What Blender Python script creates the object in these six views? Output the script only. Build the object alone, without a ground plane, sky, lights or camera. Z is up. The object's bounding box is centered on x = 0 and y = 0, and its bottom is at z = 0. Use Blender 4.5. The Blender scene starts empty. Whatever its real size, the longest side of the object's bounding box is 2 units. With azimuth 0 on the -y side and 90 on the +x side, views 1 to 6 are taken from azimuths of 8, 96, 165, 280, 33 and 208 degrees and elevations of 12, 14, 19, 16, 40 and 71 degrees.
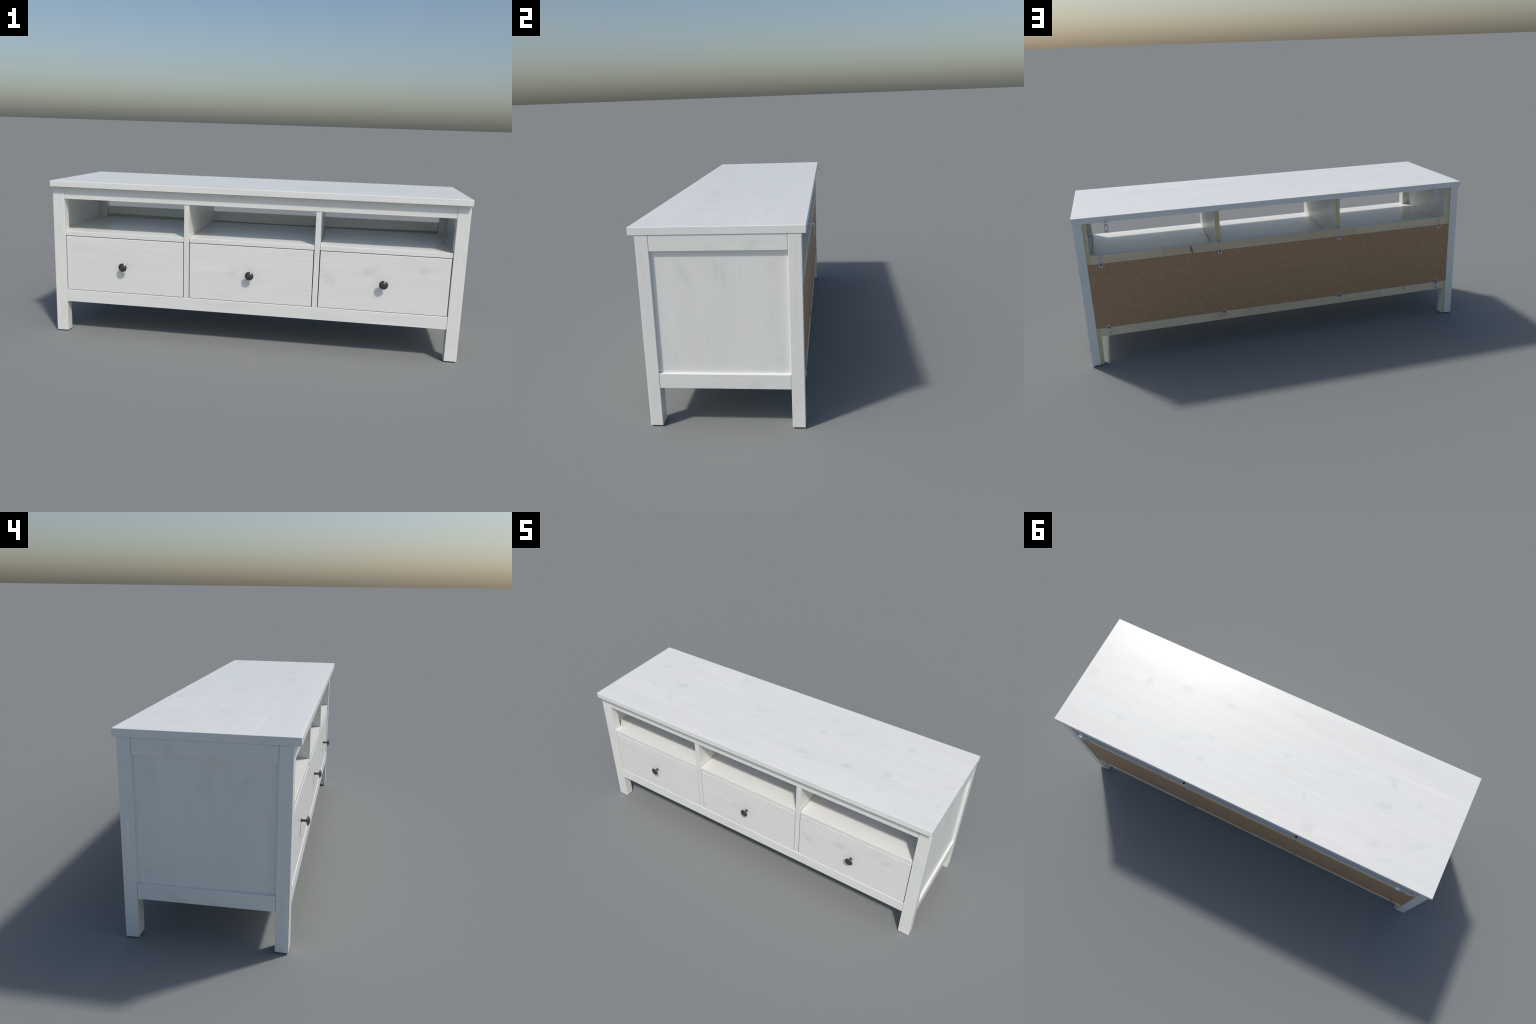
# White-stained pine media bench: three open compartments above three drawers,
# panelled sides, raw-wood back with a fibreboard panel and metal fittings.
import bpy, bmesh, math
from mathutils import Vector, Matrix

# ------------------------------------------------------------------ sizes
TOP_X, TOP_Y0, TOP_Y1, TOP_Z0, TOP_Z1 = 1.0, -0.3228, 0.3060, 0.7437, 0.7719
LEG_IN, LEG_OUT = 0.9390, 0.9979
LEG_FRONT, LEG_FRONT_IN = -0.2990, -0.2510      # front legs, y
LEG_BACK_IN, LEG_BACK = 0.2415, 0.2902          # back legs, y
LEG_Z0 = 0.0031
DIV_X, DIV_T = 0.3172, 0.0248                   # divider centre and thickness
SHELF_Z0, SHELF_Z1 = 0.4986, 0.5208
RAIL_BACK = 0.2896                              # rear rails, outer face
DRAWER_Z0, DRAWER_Z1 = 0.2214, 0.4948

root = bpy.data.objects.new("media_bench", None)
root.empty_display_size = 0.2
bpy.context.scene.collection.objects.link(root)
root["label"] = "long white stained wooden media bench with three drawers"
root["category"] = "tv bench"

# ------------------------------------------------------------------ node helpers
class Tree:
    def __init__(self, tree):
        self.t = tree
        self.x = 0
    def node(self, kind, props=None, **inputs):
        n = self.t.nodes.new(kind)
        self.x += 40
        n.location = (self.x, 0)
        for k, v in (props or {}).items():
            setattr(n, k, v)
        for k, v in inputs.items():
            key = int(k[1:]) if k[0] == "i" and k[1:].isdigit() else k.replace("_", " ")
            s = n.inputs[key]
            if isinstance(v, bpy.types.NodeSocket):
                self.t.links.new(v, s)
            else:
                s.default_value = v
        return n
    def math(self, op, a, b=0.0, clamp=False):
        return self.node("ShaderNodeMath", {"operation": op, "use_clamp": clamp}, i0=a, i1=b).outputs[0]
    def mix(self, fac, a, b, blend="MIX"):
        n = self.node("ShaderNodeMix", {"data_type": "RGBA", "blend_type": blend})
        for idx, v in ((0, fac), (6, a), (7, b)):
            if isinstance(v, bpy.types.NodeSocket):
                self.t.links.new(v, n.inputs[idx])
            else:
                n.inputs[idx].default_value = v
        return n.outputs[2]
    def ramp(self, fac, stops, mode="EASE"):
        n = self.node("ShaderNodeValToRGB", Fac=fac)
        r = n.color_ramp
        r.interpolation = mode
        while len(r.elements) < len(stops):
            r.elements.new(0.5)
        for e, (p, c) in zip(r.elements, stops):
            e.position = p
            e.color = (c, c, c, 1) if isinstance(c, (int, float)) else (*c, 1)
        return n.outputs[0]

def new_material(name):
    m = bpy.data.materials.new(name)
    m.use_nodes = True
    nt = m.node_tree
    nt.nodes.clear()
    t = Tree(nt)
    out = t.node("ShaderNodeOutputMaterial")
    bsdf = t.node("ShaderNodeBsdfPrincipled")
    nt.links.new(bsdf.outputs[0], out.inputs[0])
    return m, t, bsdf

def knot_group():
    """A grown-in knot under the stain: dark ring, paler heart, soft halo."""
    g = bpy.data.node_groups.new("knot", "ShaderNodeTree")
    for nm, ty in (("Point", "NodeSocketVector"), ("Centre", "NodeSocketVector"),
                   ("Angle", "NodeSocketVector"), ("Radius", "NodeSocketVector"),
                   ("Strength", "NodeSocketFloat")):
        g.interface.new_socket(nm, in_out="INPUT", socket_type=ty)
    g.interface.new_socket("Dark", in_out="OUTPUT", socket_type="NodeSocketFloat")
    t = Tree(g)
    gi = t.node("NodeGroupInput")
    go = t.node("NodeGroupOutput")
    mp = t.node("ShaderNodeMapping", {"vector_type": "TEXTURE"}, Vector=gi.outputs["Point"],
                Location=gi.outputs["Centre"], Rotation=gi.outputs["Angle"], Scale=gi.outputs["Radius"])
    ns = t.node("ShaderNodeTexNoise", Vector=gi.outputs["Point"], Scale=60.0, Detail=3.0)
    wob = t.math("MULTIPLY", t.math("SUBTRACT", ns.outputs["Fac"], 0.5), 1.1)
    ln = t.node("ShaderNodeVectorMath", {"operation": "LENGTH"}, i0=mp.outputs[0]).outputs["Value"]
    d = t.math("DIVIDE", t.math("ADD", ln, wob), 3.0, True)
    prof = t.ramp(d, [(0.0, 0.78), (0.13, 0.60), (0.24, 1.0), (0.36, 0.62), (0.58, 0.18), (0.98, 0.0)])
    v = t.math("MULTIPLY", prof, gi.outputs["Strength"])
    g.links.new(v, go.inputs[0])
    return g

KNOT = knot_group()
AX = "XYZ"

def local_point(t, jitter=True):
    """Object coordinates, shifted by a random amount per board."""
    tc = t.node("ShaderNodeTexCoord").outputs["Object"]
    rnd = t.node("ShaderNodeObjectInfo").outputs["Random"]
    off = t.math("MULTIPLY", rnd, 37.0 if jitter else 0.0)
    sh = t.node("ShaderNodeCombineXYZ", X=off, Y=off, Z=off).outputs[0]
    return tc, t.node("ShaderNodeVectorMath", {"operation": "ADD"}, i0=tc, i1=sh).outputs[0]

def stretched(t, vec, grain, along, across):
    s = [across] * 3
    s[AX.index(grain)] = along
    return t.node("ShaderNodeMapping", Vector=vec, Scale=tuple(s)).outputs[0]

def painted_wood(name, grain, face=None, knots=(), stave=None, rough=0.32, amount=1.0):
    """Thin white stain over pine. grain: axis the fibres run along.
    face: the two local axes the knots are placed in; stave: (axis, width)."""
    m, t, bsdf = new_material(name)
    tc, pv = local_point(t)
    broad = t.node("ShaderNodeTexNoise", Vector=stretched(t, pv, grain, 1.3, 11.0), Scale=1.0, Detail=3.0,
                   Roughness=0.55).outputs["Fac"]
    streak = t.node("ShaderNodeTexNoise", Vector=stretched(t, pv, grain, 3.2, 75.0), Scale=1.0, Detail=4.0,
                    Roughness=0.6).outputs["Fac"]
    hue = t.node("ShaderNodeTexNoise", Vector=stretched(t, pv, grain, 1.7, 6.0), Scale=1.3, Detail=2.0).outputs["Fac"]
    base = t.mix(t.ramp(hue, [(0.36, 0.0), (0.64, 1.0)]), (0.819, 0.832, 0.795, 1), (0.835, 0.829, 0.789, 1))
    val = t.math("ADD", t.math("MULTIPLY", t.math("SUBTRACT", broad, 0.5), 0.10 * amount),
                 t.math("MULTIPLY", t.math("SUBTRACT", streak, 0.5), 0.15 * amount))
    if stave:
        ax, w = stave
        sep = t.node("ShaderNodeSeparateXYZ", Vector=tc)
        cell = t.math("FLOOR", t.math("DIVIDE", sep.outputs[AX.index(ax)], w))
        alongc = sep.outputs[AX.index(grain)]
        shift = t.node("ShaderNodeTexWhiteNoise", {"noise_dimensions": "1D"}, W=cell).outputs["Value"]
        cell2 = t.math("FLOOR", t.math("ADD", t.math("MULTIPLY", alongc, 1.1), t.math("MULTIPLY", shift, 5.0)))
        wn = t.node("ShaderNodeTexWhiteNoise", {"noise_dimensions": "2D"},
                    Vector=t.node("ShaderNodeCombineXYZ", X=cell, Y=cell2).outputs[0]).outputs["Value"]
        val = t.math("ADD", val, t.math("MULTIPLY", t.math("SUBTRACT", wn, 0.5), 0.024))
    f = t.math("ADD", 1.0, val)
    col = t.mix(1.0, base, t.node("ShaderNodeCombineColor", Red=f, Green=f, Blue=f).outputs[0], "MULTIPLY")
    dark = None
    if knots:
        sep = t.node("ShaderNodeSeparateXYZ", Vector=tc)
        uv = t.node("ShaderNodeCombineXYZ", X=sep.outputs[AX.index(face[0])], Y=sep.outputs[AX.index(face[1])]).outputs[0]
        for (u, v, ru, rv, ang, st) in knots:
            k = t.node("ShaderNodeGroup", {"node_tree": KNOT}, Point=uv, Centre=(u, v, 0),
                       Angle=(0, 0, math.radians(ang)), Radius=(ru, rv, 1), Strength=st).outputs[0]
            dark = k if dark is None else t.math("MAXIMUM", dark, k)
        col = t.mix(t.math("MULTIPLY", dark, 1.0, True), col, (0.49, 0.52, 0.48, 1))
    t.t.links.new(col, bsdf.inputs["Base Color"])
    bsdf.inputs["Roughness"].default_value = rough
    bsdf.inputs["IOR"].default_value = 1.5
    bmp = t.node("ShaderNodeBump", Strength=0.12, Distance=0.0006, Height=streak)
    t.t.links.new(bmp.outputs[0], bsdf.inputs["Normal"])
    return m

def raw_pine(name, grain, pale, deep, knots=(), joints=()):
    """Bare pine. knots in (x, z) local coordinates; joints: glued finger joints at local x."""
    m, t, bsdf = new_material(name)
    tc, pv = local_point(t)
    broad = t.node("ShaderNodeTexNoise", Vector=stretched(t, pv, grain, 1.5, 22.0), Scale=1.0, Detail=3.0).outputs["Fac"]
    streak = t.node("ShaderNodeTexNoise", Vector=stretched(t, pv, grain, 2.5, 150.0), Scale=1.0, Detail=3.0,
                    Distortion=0.4).outputs["Fac"]
    fac = t.math("ADD", t.math("MULTIPLY", broad, 0.6), t.math("MULTIPLY", streak, 0.4))
    sep = t.node("ShaderNodeSeparateXYZ", Vector=tc)
    for i, j in enumerate(joints):
        side = t.math("GREATER_THAN", sep.outputs[0], j)
        fac = t.math("ADD", fac, t.math("MULTIPLY", t.math("SUBTRACT", side, 0.5), 0.16 if i % 2 == 0 else -0.16))
    col = t.mix(t.ramp(fac, [(0.30, 0.0), (0.72, 1.0)], "LINEAR"), (*pale, 1), (*deep, 1))
    if knots:
        uv = t.node("ShaderNodeCombineXYZ", X=sep.outputs[0], Y=sep.outputs[2]).outputs[0]
        for (u, v, ru, rv, ang, tint) in knots:
            mp = t.node("ShaderNodeMapping", {"vector_type": "TEXTURE"}, Vector=uv, Location=(u, v, 0),
                        Rotation=(0, 0, math.radians(ang)), Scale=(ru, rv, 1)).outputs[0]
            d = t.node("ShaderNodeVectorMath", {"operation": "LENGTH"}, i0=mp).outputs["Value"]
            halo = t.ramp(t.math("DIVIDE", d, 4.0, True), [(0.2, 0.6), (0.95, 0.0)])
            col = t.mix(halo, col, (0.60, 0.43, 0.32, 1))
            col = t.mix(t.ramp(t.math("DIVIDE", d, 2.0, True), [(0.30, 1.0), (0.65, 0.0)]), col, (*tint, 1))
    t.t.links.new(col, bsdf.inputs["Base Color"])
    bsdf.inputs["Roughness"].default_value = 0.65
    return m

def fibreboard(name):
    m, t, bsdf = new_material(name)
    tc, pv = local_point(t)
    fine = t.node("ShaderNodeTexNoise", Vector=pv, Scale=160.0, Detail=3.0, Roughness=0.7).outputs["Fac"]
    mid = t.node("ShaderNodeTexNoise", Vector=pv, Scale=38.0, Detail=3.0, Roughness=0.6).outputs["Fac"]
    f = t.math("ADD", t.math("MULTIPLY", fine, 0.55), t.math("MULTIPLY", mid, 0.45))
    col = t.ramp(f, [(0.32, (0.365, 0.215, 0.110)), (0.5, (0.440, 0.265, 0.140)), (0.70, (0.505, 0.312, 0.170))], "LINEAR")
    t.t.links.new(col, bsdf.inputs["Base Color"])
    bsdf.inputs["Roughness"].default_value = 0.6
    return m

def simple(name, color, rough, metallic=0.0, mottled=0.0, scale=120.0):
    m, t, bsdf = new_material(name)
    tc, pv = local_point(t)
    n = t.node("ShaderNodeTexNoise", Vector=pv, Scale=scale, Detail=2.0).outputs["Fac"]
    lo = tuple(c * (1 - mottled) for c in color)
    hi = tuple(min(1, c * (1 + mottled)) for c in color)
    t.t.links.new(t.ramp(n, [(0.3, lo), (0.7, hi)], "LINEAR"), bsdf.inputs["Base Color"])
    bsdf.inputs["Roughness"].default_value = rough
    bsdf.inputs["Metallic"].default_value = metallic
    return m

# ------------------------------------------------------------------ materials
TOP_CY = (TOP_Y0 + TOP_Y1) / 2
# knots on the table top: x, y, half length, half width, turn, strength
TOP_KNOTS = [
    (.962, -.156, .014, .008, -20, .22), (.958, -.006, .019, .014, 25, .26), (.678, -.079, .017, .014, 70, .50),
    (.690, -.115, .040, .022, 10, .10), (.688, -.203, .018, .011, 0, .22), (.482, -.126, .022, .014, 5, .40),
    (.243, -.138, .019, .012, 0, .36), (.287, -.175, .030, .012, 10, .15), (.761, .011, .008, .006, 0, .24),
    (.700, .161, .015, .014, 0, .26), (.840, .117, .024, .006, 30, .13), (.355, .097, .042, .010, 38, .22),
    (.256, .054, .017, .008, -12, .34), (.247, .177, .014, .008, 0, .30), (-.120, -.022, .010, .008, 0, .32),
    (-.121, .049, .040, .016, 8, .18), (-.376, -.051, .024, .007, 12, .17), (-.284, .130, .009, .016, 10, .24),
    (-.364, .253, .022, .016, 0, .30), (-.637, -.121, .025, .012, -55, .28), (-.641, .003, .030, .017, 18, .32),
    (-.788, -.072, .008, .012, 0, .22), (-.705, -.265, .024, .010, 0, .18), (-.665, .193, .017, .012, 0, .26),
    (-.855, .115, .030, .008, 42, .28), (-.742, .238, .042, .009, 22, .18), (.145, -.285, .009, .006, 0, .20),
    (-.088, -.242, .030, .014, 0, .11), (-.015, -.050, .018, .006, 0, .14)]
M_TOP = painted_wood("white_stain_top", "X", "XY",
                     [(x, y - TOP_CY, a * 0.85, b * 0.85, g, s * 0.72) for x, y, a, b, g, s in TOP_KNOTS], ("Y", 0.093), amount=1.0, rough=0.30)
SIDE_CZ = (0.2 + 0.70) / 2
SIDE_KNOTS = [(-.128, .593, .040, .014, -58, .22), (-.004, .598, .036, .022, -65, .20), (.190, .618, .015, .024, 0, .15),
              (.210, .265, .018, .010, -30, .14), (.114, .236, .012, .012, 0, .16), (.141, .236, .012, .012, 0, .20),
              (-.058, .338, .008, .014, 20, .14)]
M_SIDE = painted_wood("white_stain_side_panel", "Z", "YZ", [(y, z - SIDE_CZ, a * 0.75, b * 0.75, g, s * 0.85) for y, z, a, b, g, s in SIDE_KNOTS],
                      ("Y", 0.085), amount=0.6)
M_SIDE_RAIL = painted_wood("white_stain_side_rail", "Y", "YZ", [(.110, -.018, .024, .013, 45, .22), (-.03, -.02, .01, .01, 0, .14)])
M_X = painted_wood("white_stain_long", "X", "XZ", [(-.076, .012, .05, .013, 10, .12), (-.467, .02, .012, .009, 0, .14),
                                                   (.36, -.01, .03, .010, 0, .10)])
M_Y = painted_wood("white_stain_deep", "Y")
M_Z = painted_wood("white_stain_upright", "Z", "XZ", [(0, .13, .02, .035, 30, .10), (.01, -.27, .012, .03, -20, .12)])
M_SHELF = painted_wood("white_stain_shelf", "X", "XY", [(-.12, -.13, .035, .014, 20, .14), (.17, .02, .02, .01, 0, .12)],
                       ("Y", 0.11))
D_KNOTS = [[(.167, -.131, .018, .008, 10, .14), (-.02, .06, .03, .008, 0, .06)],
           [(-.085, .003, .014, .010, 35, .20), (.200, .113, .022, .008, 5, .14), (-.141, .126, .018, .008, 0, .12),
            (-.13, -.12, .025, .010, 0, .10)],
           [(-.256, .008, .026, .013, -38, .24), (-.065, .055, .024, .014, 25, .28), (.177, .070, .018, .012, 22, .24),
            (.130, .105, .034, .013, 0, .14), (.164, -.123, .018, .010, 0, .14), (-.275, .129, .030, .010, 0, .12)]]
M_DRAWER = [painted_wood("white_stain_drawer_%s" % n, "X", "XZ", k, ("Z", 0.09)) for n, k in zip(("plain", "quiet", "knotty"), D_KNOTS)]
M_PINE_END = raw_pine("bare_pine_edge", "Z", (0.74, 0.61, 0.36), (0.60, 0.48, 0.25))
M_PINE_UP = raw_pine("bare_pine_shelf_rail", "X", (0.80, 0.67, 0.47), (0.65, 0.52, 0.35),
                     [(.458, .001, .0050, .020, -16, (0.27, 0.11, 0.09))], (-.415, .60))
M_PINE_LOW = raw_pine("bare_pine_bottom_rail", "X", (0.78, 0.68, 0.48), (0.64, 0.53, 0.36),
                      [(.335, .003, .017, .009, 10, (0.62, 0.42, 0.27)), (-.70, .010, .006, .003, 0, (0.30, 0.15, 0.10))],
                      (-.564, .213))
M_HOLE = simple("drilled_wood", (0.36, 0.25, 0.13), 0.8, 0, 0.3)
M_BOARD = fibreboard("brown_fibreboard")
M_KNOB = simple("black_lacquered_knob", (0.030, 0.030, 0.030), 0.18, 0.0, 0.06)
M_KNOB.node_tree.nodes["Principled BSDF"].inputs["IOR"].default_value = 1.85
M_ZINC = simple("zinc_plated_steel", (0.52, 0.57, 0.61), 0.38, 0.85, 0.10)
M_ZINC_DARK = simple("dull_zinc_screw", (0.34, 0.42, 0.52), 0.30, 0.9, 0.2)
M_SLOT = simple("screw_recess", (0.05, 0.05, 0.055), 0.6, 0.3)
M_DARK_DISC = simple("matte_black_disc", (0.035, 0.035, 0.035), 0.9)

# ------------------------------------------------------------------ mesh helpers
def finish(name, bm, mats, parent=root, centre=None, smooth=None):
    """Recentre the mesh on its own middle (or given centre) and make an object of it."""
    vs = [v.co for v in bm.verts]
    lo = Vector([min(v[i] for v in vs) for i in range(3)])
    hi = Vector([max(v[i] for v in vs) for i in range(3)])
    c = Vector(centre) if centre else (lo + hi) / 2
    for v in bm.verts:
        v.co -= c
    bmesh.ops.recalc_face_normals(bm, faces=bm.faces)
    me = bpy.data.meshes.new(name)
    bm.to_mesh(me)
    bm.free()
    for m in mats:
        me.materials.append(m)
    if smooth is not None:
        me.shade_smooth()
        me.set_sharp_from_angle(angle=math.radians(smooth))
    ob = bpy.data.objects.new(name, me)
    bpy.context.scene.collection.objects.link(ob)
    ob.parent = parent
    ob.location = c - (parent_origin(parent))
    return ob

def parent_origin(ob):
    p = Vector((0, 0, 0))
    while ob is not None:
        p += ob.location
        ob = ob.parent
    return p

def convex_edges(bm):
    return [e for e in bm.edges if len(e.link_faces) == 2 and e.is_convex and e.calc_face_angle(0) > 0.3]

def prism_bm(outline, axis, a, b, bevel=0.0015, seg=2, bare=None, crisp_under=False):
    """Extrude a closed outline (2D points in the two other axes) along an axis; round its convex edges.
    crisp_under leaves the lowest edges square. bare(normal, centre) -> True for faces that take the second material."""
    bm = bmesh.new()
    def place(p, h):
        return {"X": (h, p[0], p[1]), "Y": (p[0], h, p[1]), "Z": (p[0], p[1], h)}[axis]
    r0 = [bm.verts.new(place(p, a)) for p in outline]
    r1 = [bm.verts.new(place(p, b)) for p in outline]
    bm.faces.new(r0)
    bm.faces.new(r1)
    n = len(outline)
    for i in range(n):
        bm.faces.new((r0[i], r0[(i + 1) % n], r1[(i + 1) % n], r1[i]))
    bmesh.ops.recalc_face_normals(bm, faces=bm.faces)
    bm.normal_update()
    if bevel:
        bmesh.ops.bevel(bm, geom=[e for e in convex_edges(bm) if not (axis == "Z" and crisp_under and max(v.co.z for v in e.verts) < a + 1e-6)],
                          offset=bevel, segments=seg, profile=0.5, affect="EDGES")
        bmesh.ops.recalc_face_normals(bm, faces=bm.faces)
        bm.normal_update()
    if bare:
        for f in bm.faces:
            if bare(f.normal, f.calc_center_median()):
                f.material_index = 1
    return bm

def board(name, x0, x1, y0, y1, z0, z1, mats, bevel=0.0015, seg=2, bare=None, parent=root, centre=None):
    mats = mats if isinstance(mats, (list, tuple)) else [mats]
    bm = prism_bm([(x0, y0), (x1, y0), (x1, y1), (x0, y1)], "Z", z0, z1, bevel, seg, bare, True)
    return finish(name, bm, mats, parent, centre)

def lathe_bm(profile, origin, direction, steps=28):
    """Turn a (radius, distance) profile about an axis."""
    bm = bmesh.new()
    q = Vector((0, 0, 1)).rotation_difference(Vector(direction)).to_matrix()
    rings = []
    for r, h in profile:
        if r < 1e-6:
            rings.append([bm.verts.new(q @ Vector((0, 0, h)) + Vector(origin))])
        else:
            rings.append([bm.verts.new(q @ Vector((r * math.cos(2 * math.pi * i / steps), r * math.sin(2 * math.pi * i / steps), h))
                                       + Vector(origin)) for i in range(steps)])
    for a, b in zip(rings, rings[1:]):
        for i in range(steps):
            j = (i + 1) % steps
            quad = [a[i % len(a)], a[j % len(a)], b[j % len(b)], b[i % len(b)]]
            uniq = list(dict.fromkeys(quad))
            if len(uniq) >= 3:
                bm.faces.new(uniq)
    return bm

def drill(target, centre, direction, radius, depth, mat):
    """Cut a blind hole; its wall shows the drilled material."""
    bm = lathe_bm([(0, -depth), (radius, -depth), (radius, depth), (0, depth)], (0, 0, 0), direction, 24)
    bmesh.ops.recalc_face_normals(bm, faces=bm.faces)
    me = bpy.data.meshes.new("drill_bit")
    bm.to_mesh(me)
    bm.free()
    me.materials.append(mat)
    cut = bpy.data.objects.new("drill_bit", me)
    bpy.context.scene.collection.objects.link(cut)
    cut.location = centre
    bpy.context.view_layer.update()
    mod = target.modifiers.new("hole", "BOOLEAN")
    mod.operation = "DIFFERENCE"
    mod.solver = "EXACT"
    mod.material_mode = "TRANSFER"
    mod.object = cut
    dg = bpy.context.evaluated_depsgraph_get()
    new = bpy.data.meshes.new_from_object(target.evaluated_get(dg))
    target.modifiers.clear()
    target.data = new
    bpy.data.objects.remove(cut)

faces_back = lambda n, c: n.y > 0.9

# ------------------------------------------------------------------ carcass
board("table_top", -TOP_X, TOP_X, TOP_Y0, TOP_Y1, TOP_Z0, TOP_Z1, M_TOP, 0.0022, 3, centre=(0, TOP_CY, (TOP_Z0 + TOP_Z1) / 2))

for s in (-1, 1):
    xs = sorted((s * LEG_IN, s * LEG_OUT))
    leg = board("leg", xs[0], xs[1], LEG_FRONT, LEG_FRONT_IN, LEG_Z0, TOP_Z0 - 0.0006, M_Z, 0.0020)
    # back leg: rebate for the back panel shows bare pine
    step, floor = 0.9545, 0.2866
    sec = [(s * LEG_IN, LEG_BACK_IN), (s * LEG_OUT, LEG_BACK_IN), (s * LEG_OUT, LEG_BACK), (s * step, LEG_BACK),
           (s * step, floor), (s * LEG_IN, floor)]
    bare = lambda n, c: (n.y > 0.5 and c.y < 0.2885 and abs(c.x) < 0.9552) or (c.y > 0.2868 and abs(abs(c.x) - 0.9545) < 0.0004)
    bleg = finish("leg", prism_bm(sec, "Z", LEG_Z0, TOP_Z0 - 0.0006, 0.0018, 2, bare), [M_Z, M_PINE_END])
    for lg, cy in ((leg, (LEG_FRONT + LEG_FRONT_IN) / 2), (bleg, (LEG_BACK_IN + floor) / 2)):
        finish("dark_disc_under_leg", lathe_bm([(0, 0), (0.0175, 0), (0.0185, 0.001), (0.0185, 0.0058), (0, 0.0058)],
                                    (s * (LEG_IN + LEG_OUT) / 2, cy, 0), (0, 0, 1)), [M_DARK_DISC], lg, smooth=40)
    finish("cam_lock", lathe_bm([(0, -0.004), (0.0085, -0.004), (0.0085, 0.0006), (0.0070, 0.0012), (0.0040, 0.0012), (0.0034, -0.002), (0, -0.002)],
                                (s * LEG_IN, 0.266, 0.695), (-s, 0, 0)), [M_ZINC], bleg, smooth=40)
    # panelled side
    xr = sorted((s * 0.9740, s * 0.9974))
    board("side_rail", xr[0], xr[1], LEG_FRONT_IN + 0.0006, LEG_BACK_IN - 0.0006, 0.6842, TOP_Z0 - 0.0006, M_SIDE_RAIL, 0.0022)
    board("side_rail", xr[0], xr[1], LEG_FRONT_IN + 0.0006, LEG_BACK_IN - 0.0006, 0.1576, 0.2150, M_SIDE_RAIL, 0.0022)
    xp = sorted((s * 0.9780, s * 0.9856))
    board("side_panel", xp[0], xp[1], LEG_FRONT_IN - 0.002, LEG_BACK_IN + 0.002, 0.2000, 0.7000, M_SIDE, 0.0)
    xi = sorted((s * 0.9408, s * 0.9778))
    board("shelf_bearer", xi[0], xi[1], LEG_FRONT_IN + 0.0005, LEG_BACK_IN - 0.0005, 0.462, SHELF_Z1 - 0.0006, M_Y, 0.0012)
    board("drawer_runner", xi[0], xi[1], LEG_FRONT_IN + 0.0005, LEG_BACK_IN - 0.0005, 0.225, 0.262, M_Y, 0.0012)

W = LEG_IN - 0.0006
board("front_rail", -W, W, -0.2975, -0.2725, 0.6830, TOP_Z0 - 0.0006, M_X, 0.0016)
board("front_rail", -W, W, -0.2975, -0.2725, 0.1580, 0.2184, M_X, 0.0022)

# rear rails: painted, bare on the outside face
# the shelf rail sags a little along its inner lower edge and is rebated for the back panel
def sag(x):
    return 0.5222 + 0.0125 * min(1.0, abs(x - 0.12) / 0.95) ** 1.4
bm = bmesh.new()
rings = []
for k in range(25):
    x = -W + 2 * W * k / 24
    zb = sag(x)
    sec = [(0.2640, zb), (0.2866, zb), (0.2866, 0.5358), (RAIL_BACK, 0.5358), (RAIL_BACK, 0.5782), (0.2640, 0.5782)]
    rings.append([bm.verts.new((x, y, z)) for y, z in sec])
for r0, r1 in zip(rings, rings[1:]):
    for i in range(6):
        bm.faces.new((r0[i], r0[(i + 1) % 6], r1[(i + 1) % 6], r1[i]))
bm.faces.new(rings[0])
bm.faces.new(rings[-1])
bmesh.ops.recalc_face_normals(bm, faces=bm.faces)
bm.normal_update()
bmesh.ops.bevel(bm, geom=convex_edges(bm), offset=0.0014, segments=2, profile=0.5, affect="EDGES")
bmesh.ops.recalc_face_normals(bm, faces=bm.faces)
bm.normal_update()
for f in bm.faces:
    f.material_index = 1 if f.normal.y > 0.9 else 0
up = finish("rear_rail", bm, [M_X, M_PINE_UP], centre=(0, 0.277, 0.5568))
low = board("rear_rail", -W, W, 0.2640, RAIL_BACK, 0.1584, 0.2022, [M_X, M_PINE_LOW], 0.0014, 2, faces_back)
for s in (-1, 1):
    drill(up, (s * 0.3165, 0.2770, 0.5782), (0, 0, 1), 0.0062, 0.022, M_HOLE)
board("back_panel", -0.9538, 0.9538, 0.2872, 0.2892, 0.2030, 0.5350, [M_BOARD, M_Y], 0.0, 1, lambda n, c: n.y < -0.9)

# dividers, notched round the front top rail
for s in (-1, 1):
    x0, x1 = s * DIV_X - DIV_T / 2, s * DIV_X + DIV_T / 2
    prof = [(-0.2952, 0.2192), (0.2635, 0.2192), (0.2635, TOP_Z0 - 0.0006), (-0.2718, TOP_Z0 - 0.0006),
            (-0.2718, 0.6826), (-0.2952, 0.6826)]
    dv = finish("divider", prism_bm(prof, "X", x0, x1, 0.0015, 2, faces_back), [M_Z, M_PINE_END])
    finish("cam_lock", lathe_bm([(0, -0.004), (0.0088, -0.004), (0.0088, 0.0006), (0.0072, 0.0010), (0.0040, 0.0004), (0.0032, -0.001), (0, -0.001)],
                                (x1, 0.2005, 0.6970), (1, 0, 0)), [M_ZINC], dv, smooth=40)

# shelves
GAP = 0.0016
edges = [(-W, -DIV_X - DIV_T / 2 - GAP), (-DIV_X + DIV_T / 2 + GAP, DIV_X - DIV_T / 2 - GAP), (DIV_X + DIV_T / 2 + GAP, W)]
for a, b in edges:
    board("shelf", a, b, -0.2938, 0.2630, SHELF_Z0, SHELF_Z1, M_SHELF, 0.0020, 2)

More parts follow.
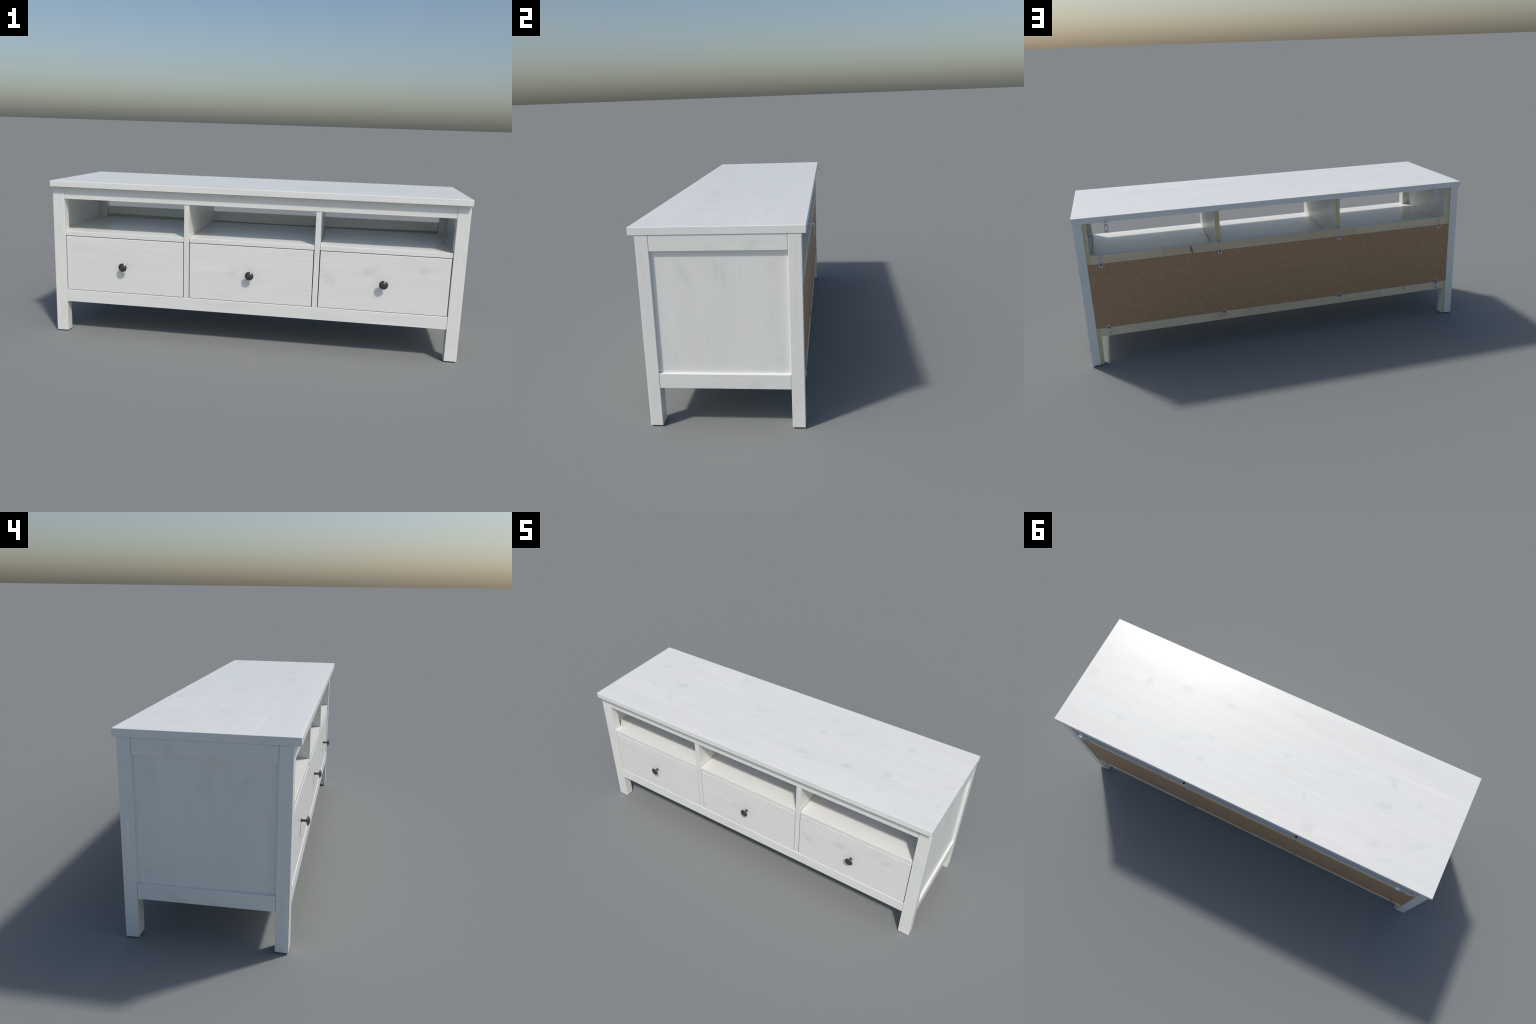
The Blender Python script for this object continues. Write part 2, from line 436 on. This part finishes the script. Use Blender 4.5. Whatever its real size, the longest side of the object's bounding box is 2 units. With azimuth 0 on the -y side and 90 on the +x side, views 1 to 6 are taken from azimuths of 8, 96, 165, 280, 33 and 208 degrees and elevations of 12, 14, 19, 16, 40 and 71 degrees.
# ------------------------------------------------------------------ drawers
# knob: flange, stem, flaring underside, domed face
KNOB_R, KNOB_H, DOME_H = 0.0213, 0.0360, 0.0093
KNOB_PROFILE = [(0, -0.001), (0.0082, -0.001), (0.0084, 0.0010), (0.0074, 0.0022), (0.0058, 0.0030), (0.0052, 0.0060),
                (0.0052, 0.0160), (0.0060, 0.0190), (0.0082, 0.0208), (0.0145, 0.0234), (0.0198, 0.0254), (0.0211, 0.0260)]
ball = (KNOB_R ** 2 + DOME_H ** 2) / (2 * DOME_H)
for k in range(13):
    r = KNOB_R * math.cos(math.radians(90 * k / 12))
    KNOB_PROFILE.append((r if k < 12 else 0, KNOB_H - ball + math.sqrt(ball ** 2 - r ** 2)))
GX = 0.0042
knob_mesh = None
for i, (cx, half) in enumerate(((-0.6343, (LEG_IN - DIV_X - DIV_T / 2) / 2 - GX), (0.0, DIV_X - DIV_T / 2 - GX),
                                (0.6343, (LEG_IN - DIV_X - DIV_T / 2) / 2 - GX))):
    front = board("drawer", cx - half, cx + half, -0.2950, -0.2700, DRAWER_Z0, DRAWER_Z1, M_DRAWER[i], 0.0018, 2)
    bx = half - 0.012
    box = bmesh.new()
    t = 0.014
    for (x0, x1, y0, y1, z0, z1) in ((cx - bx, cx - bx + t, -0.2698, 0.225, 0.232, 0.44), (cx + bx - t, cx + bx, -0.2698, 0.225, 0.232, 0.44),
                                     (cx - bx + t, cx + bx - t, 0.211, 0.225, 0.232, 0.44),
                                     (cx - bx + t, cx + bx - t, -0.2698, 0.211, 0.240, 0.246)):
        bmesh.ops.create_cube(box, size=1.0, matrix=Matrix.Translation(((x0 + x1) / 2, (y0 + y1) / 2, (z0 + z1) / 2))
                              @ Matrix.Diagonal((x1 - x0, y1 - y0, z1 - z0, 1)))
    finish("drawer_box", box, [M_Y], front)
    if knob_mesh is None:
        kb = finish("knob", lathe_bm(KNOB_PROFILE, (cx, -0.2950, 0.3572), (0, -1, 0), 40), [M_KNOB], front,
                    centre=(cx, -0.2950, 0.3572), smooth=50)
        knob_mesh = kb.data
    else:
        kb = bpy.data.objects.new("knob", knob_mesh)
        bpy.context.scene.collection.objects.link(kb)
        kb.parent = front
        kb.location = Vector((cx, -0.2950, 0.3572)) - parent_origin(front)

# ------------------------------------------------------------------ metal fittings on the back
def frame_bm(w, h, hw, hh, y0, y1):
    """Flat plate with a rectangular window."""
    bm = bmesh.new()
    for (x0, x1, z0, z1) in ((-w, -hw, -h, h), (hw, w, -h, h), (-hw, hw, hh, h), (-hw, hw, -h, -hh)):
        bmesh.ops.create_cube(bm, size=1.0, matrix=Matrix.Translation(((x0 + x1) / 2, (y0 + y1) / 2, (z0 + z1) / 2))
                              @ Matrix.Diagonal((x1 - x0, y1 - y0, z1 - z0, 1)))
    bmesh.ops.remove_doubles(bm, verts=bm.verts, dist=1e-6)
    return bm

clip_mesh = None
def clip(x, z, flip):
    global clip_mesh
    if clip_mesh is None:
        bm = frame_bm(0.0095, 0.0135, 0.0054, 0.0064, 0.0, 0.0024)
        base = prism_bm([(-0.0056, -0.0066), (0.0056, -0.0066), (0.0056, 0.0066), (-0.0056, 0.0066)], "Y", -0.0005, 0.0004, 0)
        for f in base.faces:
            f.material_index = 1
        head = lathe_bm([(0.0040, 0.0), (0.0040, 0.0012), (0.0030, 0.0030), (0.0012, 0.0036), (0, 0.0036)], (0, 0.0002, 0.0005), (0, 1, 0), 16)
        for f in head.faces:
            f.material_index = 2
        for extra in (base, head):
            tmp = bpy.data.meshes.new("piece")
            extra.to_mesh(tmp)
            extra.free()
            bm.from_mesh(tmp)
            bpy.data.meshes.remove(tmp)
        ob = finish("panel_clip", bm, [M_ZINC, M_SLOT, M_ZINC_DARK], root, centre=(0, 0, 0), smooth=35)
        clip_mesh = ob.data
    else:
        ob = bpy.data.objects.new("panel_clip", clip_mesh)
        bpy.context.scene.collection.objects.link(ob)
        ob.parent = root
    ob.location = (x, RAIL_BACK + 0.0001, z)
    ob.rotation_euler = (0, math.radians(180 + 3) if flip else math.radians(-2), 0)

for x in (-0.8930, -0.3166, 0.3166, 0.8925):
    clip(x, 0.5325, False)
    clip(x, 0.2042, True)

bolt_mesh = None
for x in (-0.892, 0.892):
    for z in (0.5645, 0.1727):
        if bolt_mesh is None:
            bm = lathe_bm([(0.0080, -0.001), (0.0080, 0.0016), (0.0070, 0.0034), (0.0052, 0.0042), (0.0030, 0.0042), (0.0026, 0.0020), (0, 0.0020)],
                          (0, 0, 0), (0, 1, 0), 24)
            for f in bm.faces:
                if all(v.co.xz.length < 0.0031 for v in f.verts):
                    f.material_index = 1
            ob = finish("bolt", bm, [M_ZINC, M_ZINC_DARK], root, centre=(0, 0, 0), smooth=35)
            bolt_mesh = ob.data
        else:
            ob = bpy.data.objects.new("bolt", bolt_mesh)
            bpy.context.scene.collection.objects.link(ob)
            ob.parent = root
        ob.location = (x, RAIL_BACK, z)

# wall brackets: bent strip with a slotted hole
def bracket(cx):
    half, th = 0.0092, 0.0018
    y_out, z_top, z_bot, rad = 0.3310, 0.7440, 0.7000, 0.0045
    bm = bmesh.new()
    # centre line from under the top, round the bend, down
    path = [(0.262, z_top)]
    path += [(y_out - rad + rad * math.sin(a), z_top - rad + rad * math.cos(a)) for a in (math.radians(15 * k) for k in range(7))]
    zs_hi, zs_lo, slot = 0.7300, 0.7075, 0.0042
    path += [(y_out, zs_hi), (y_out, zs_lo), (y_out, z_bot)]
    cols = [-half, -slot, slot, half]
    def inner(i):
        a = Vector(path[max(i - 1, 0)]); b = Vector(path[min(i + 1, len(path) - 1)])
        d = (b - a).normalized()
        n = Vector((d.y, -d.x))
        return Vector(path[i]) + n * th
    out = [[bm.verts.new((cx + c, *p)) for c in cols] for p in path]
    inn = [[bm.verts.new((cx + c, *inner(i))) for c in cols] for i in range(len(path))]
    hole = (len(path) - 3, 1)
    for i in range(len(path) - 1):
        for j in range(3):
            if (i, j) == hole:
                continue
            bm.faces.new((out[i][j], out[i][j + 1], out[i + 1][j + 1], out[i + 1][j]))
            bm.faces.new((inn[i][j], inn[i + 1][j], inn[i + 1][j + 1], inn[i][j + 1]))
        for j in (0, 3):
            bm.faces.new((out[i][j], out[i + 1][j], inn[i + 1][j], inn[i][j]))
    for i in (0, len(path) - 1):
        for j in range(3):
            bm.faces.new((out[i][j], out[i][j + 1], inn[i][j + 1], inn[i][j]))
    i, j = hole
    ring = [(i, j), (i, j + 1), (i + 1, j + 1), (i + 1, j)]
    for k in range(4):
        a, b = ring[k], ring[(k + 1) % 4]
        bm.faces.new((out[a[0]][a[1]], out[b[0]][b[1]], inn[b[0]][b[1]], inn[a[0]][a[1]]))
    finish("wall_bracket", bm, [M_ZINC], root, smooth=35)

for s in (-1, 1):
    bracket(s * 0.8453)
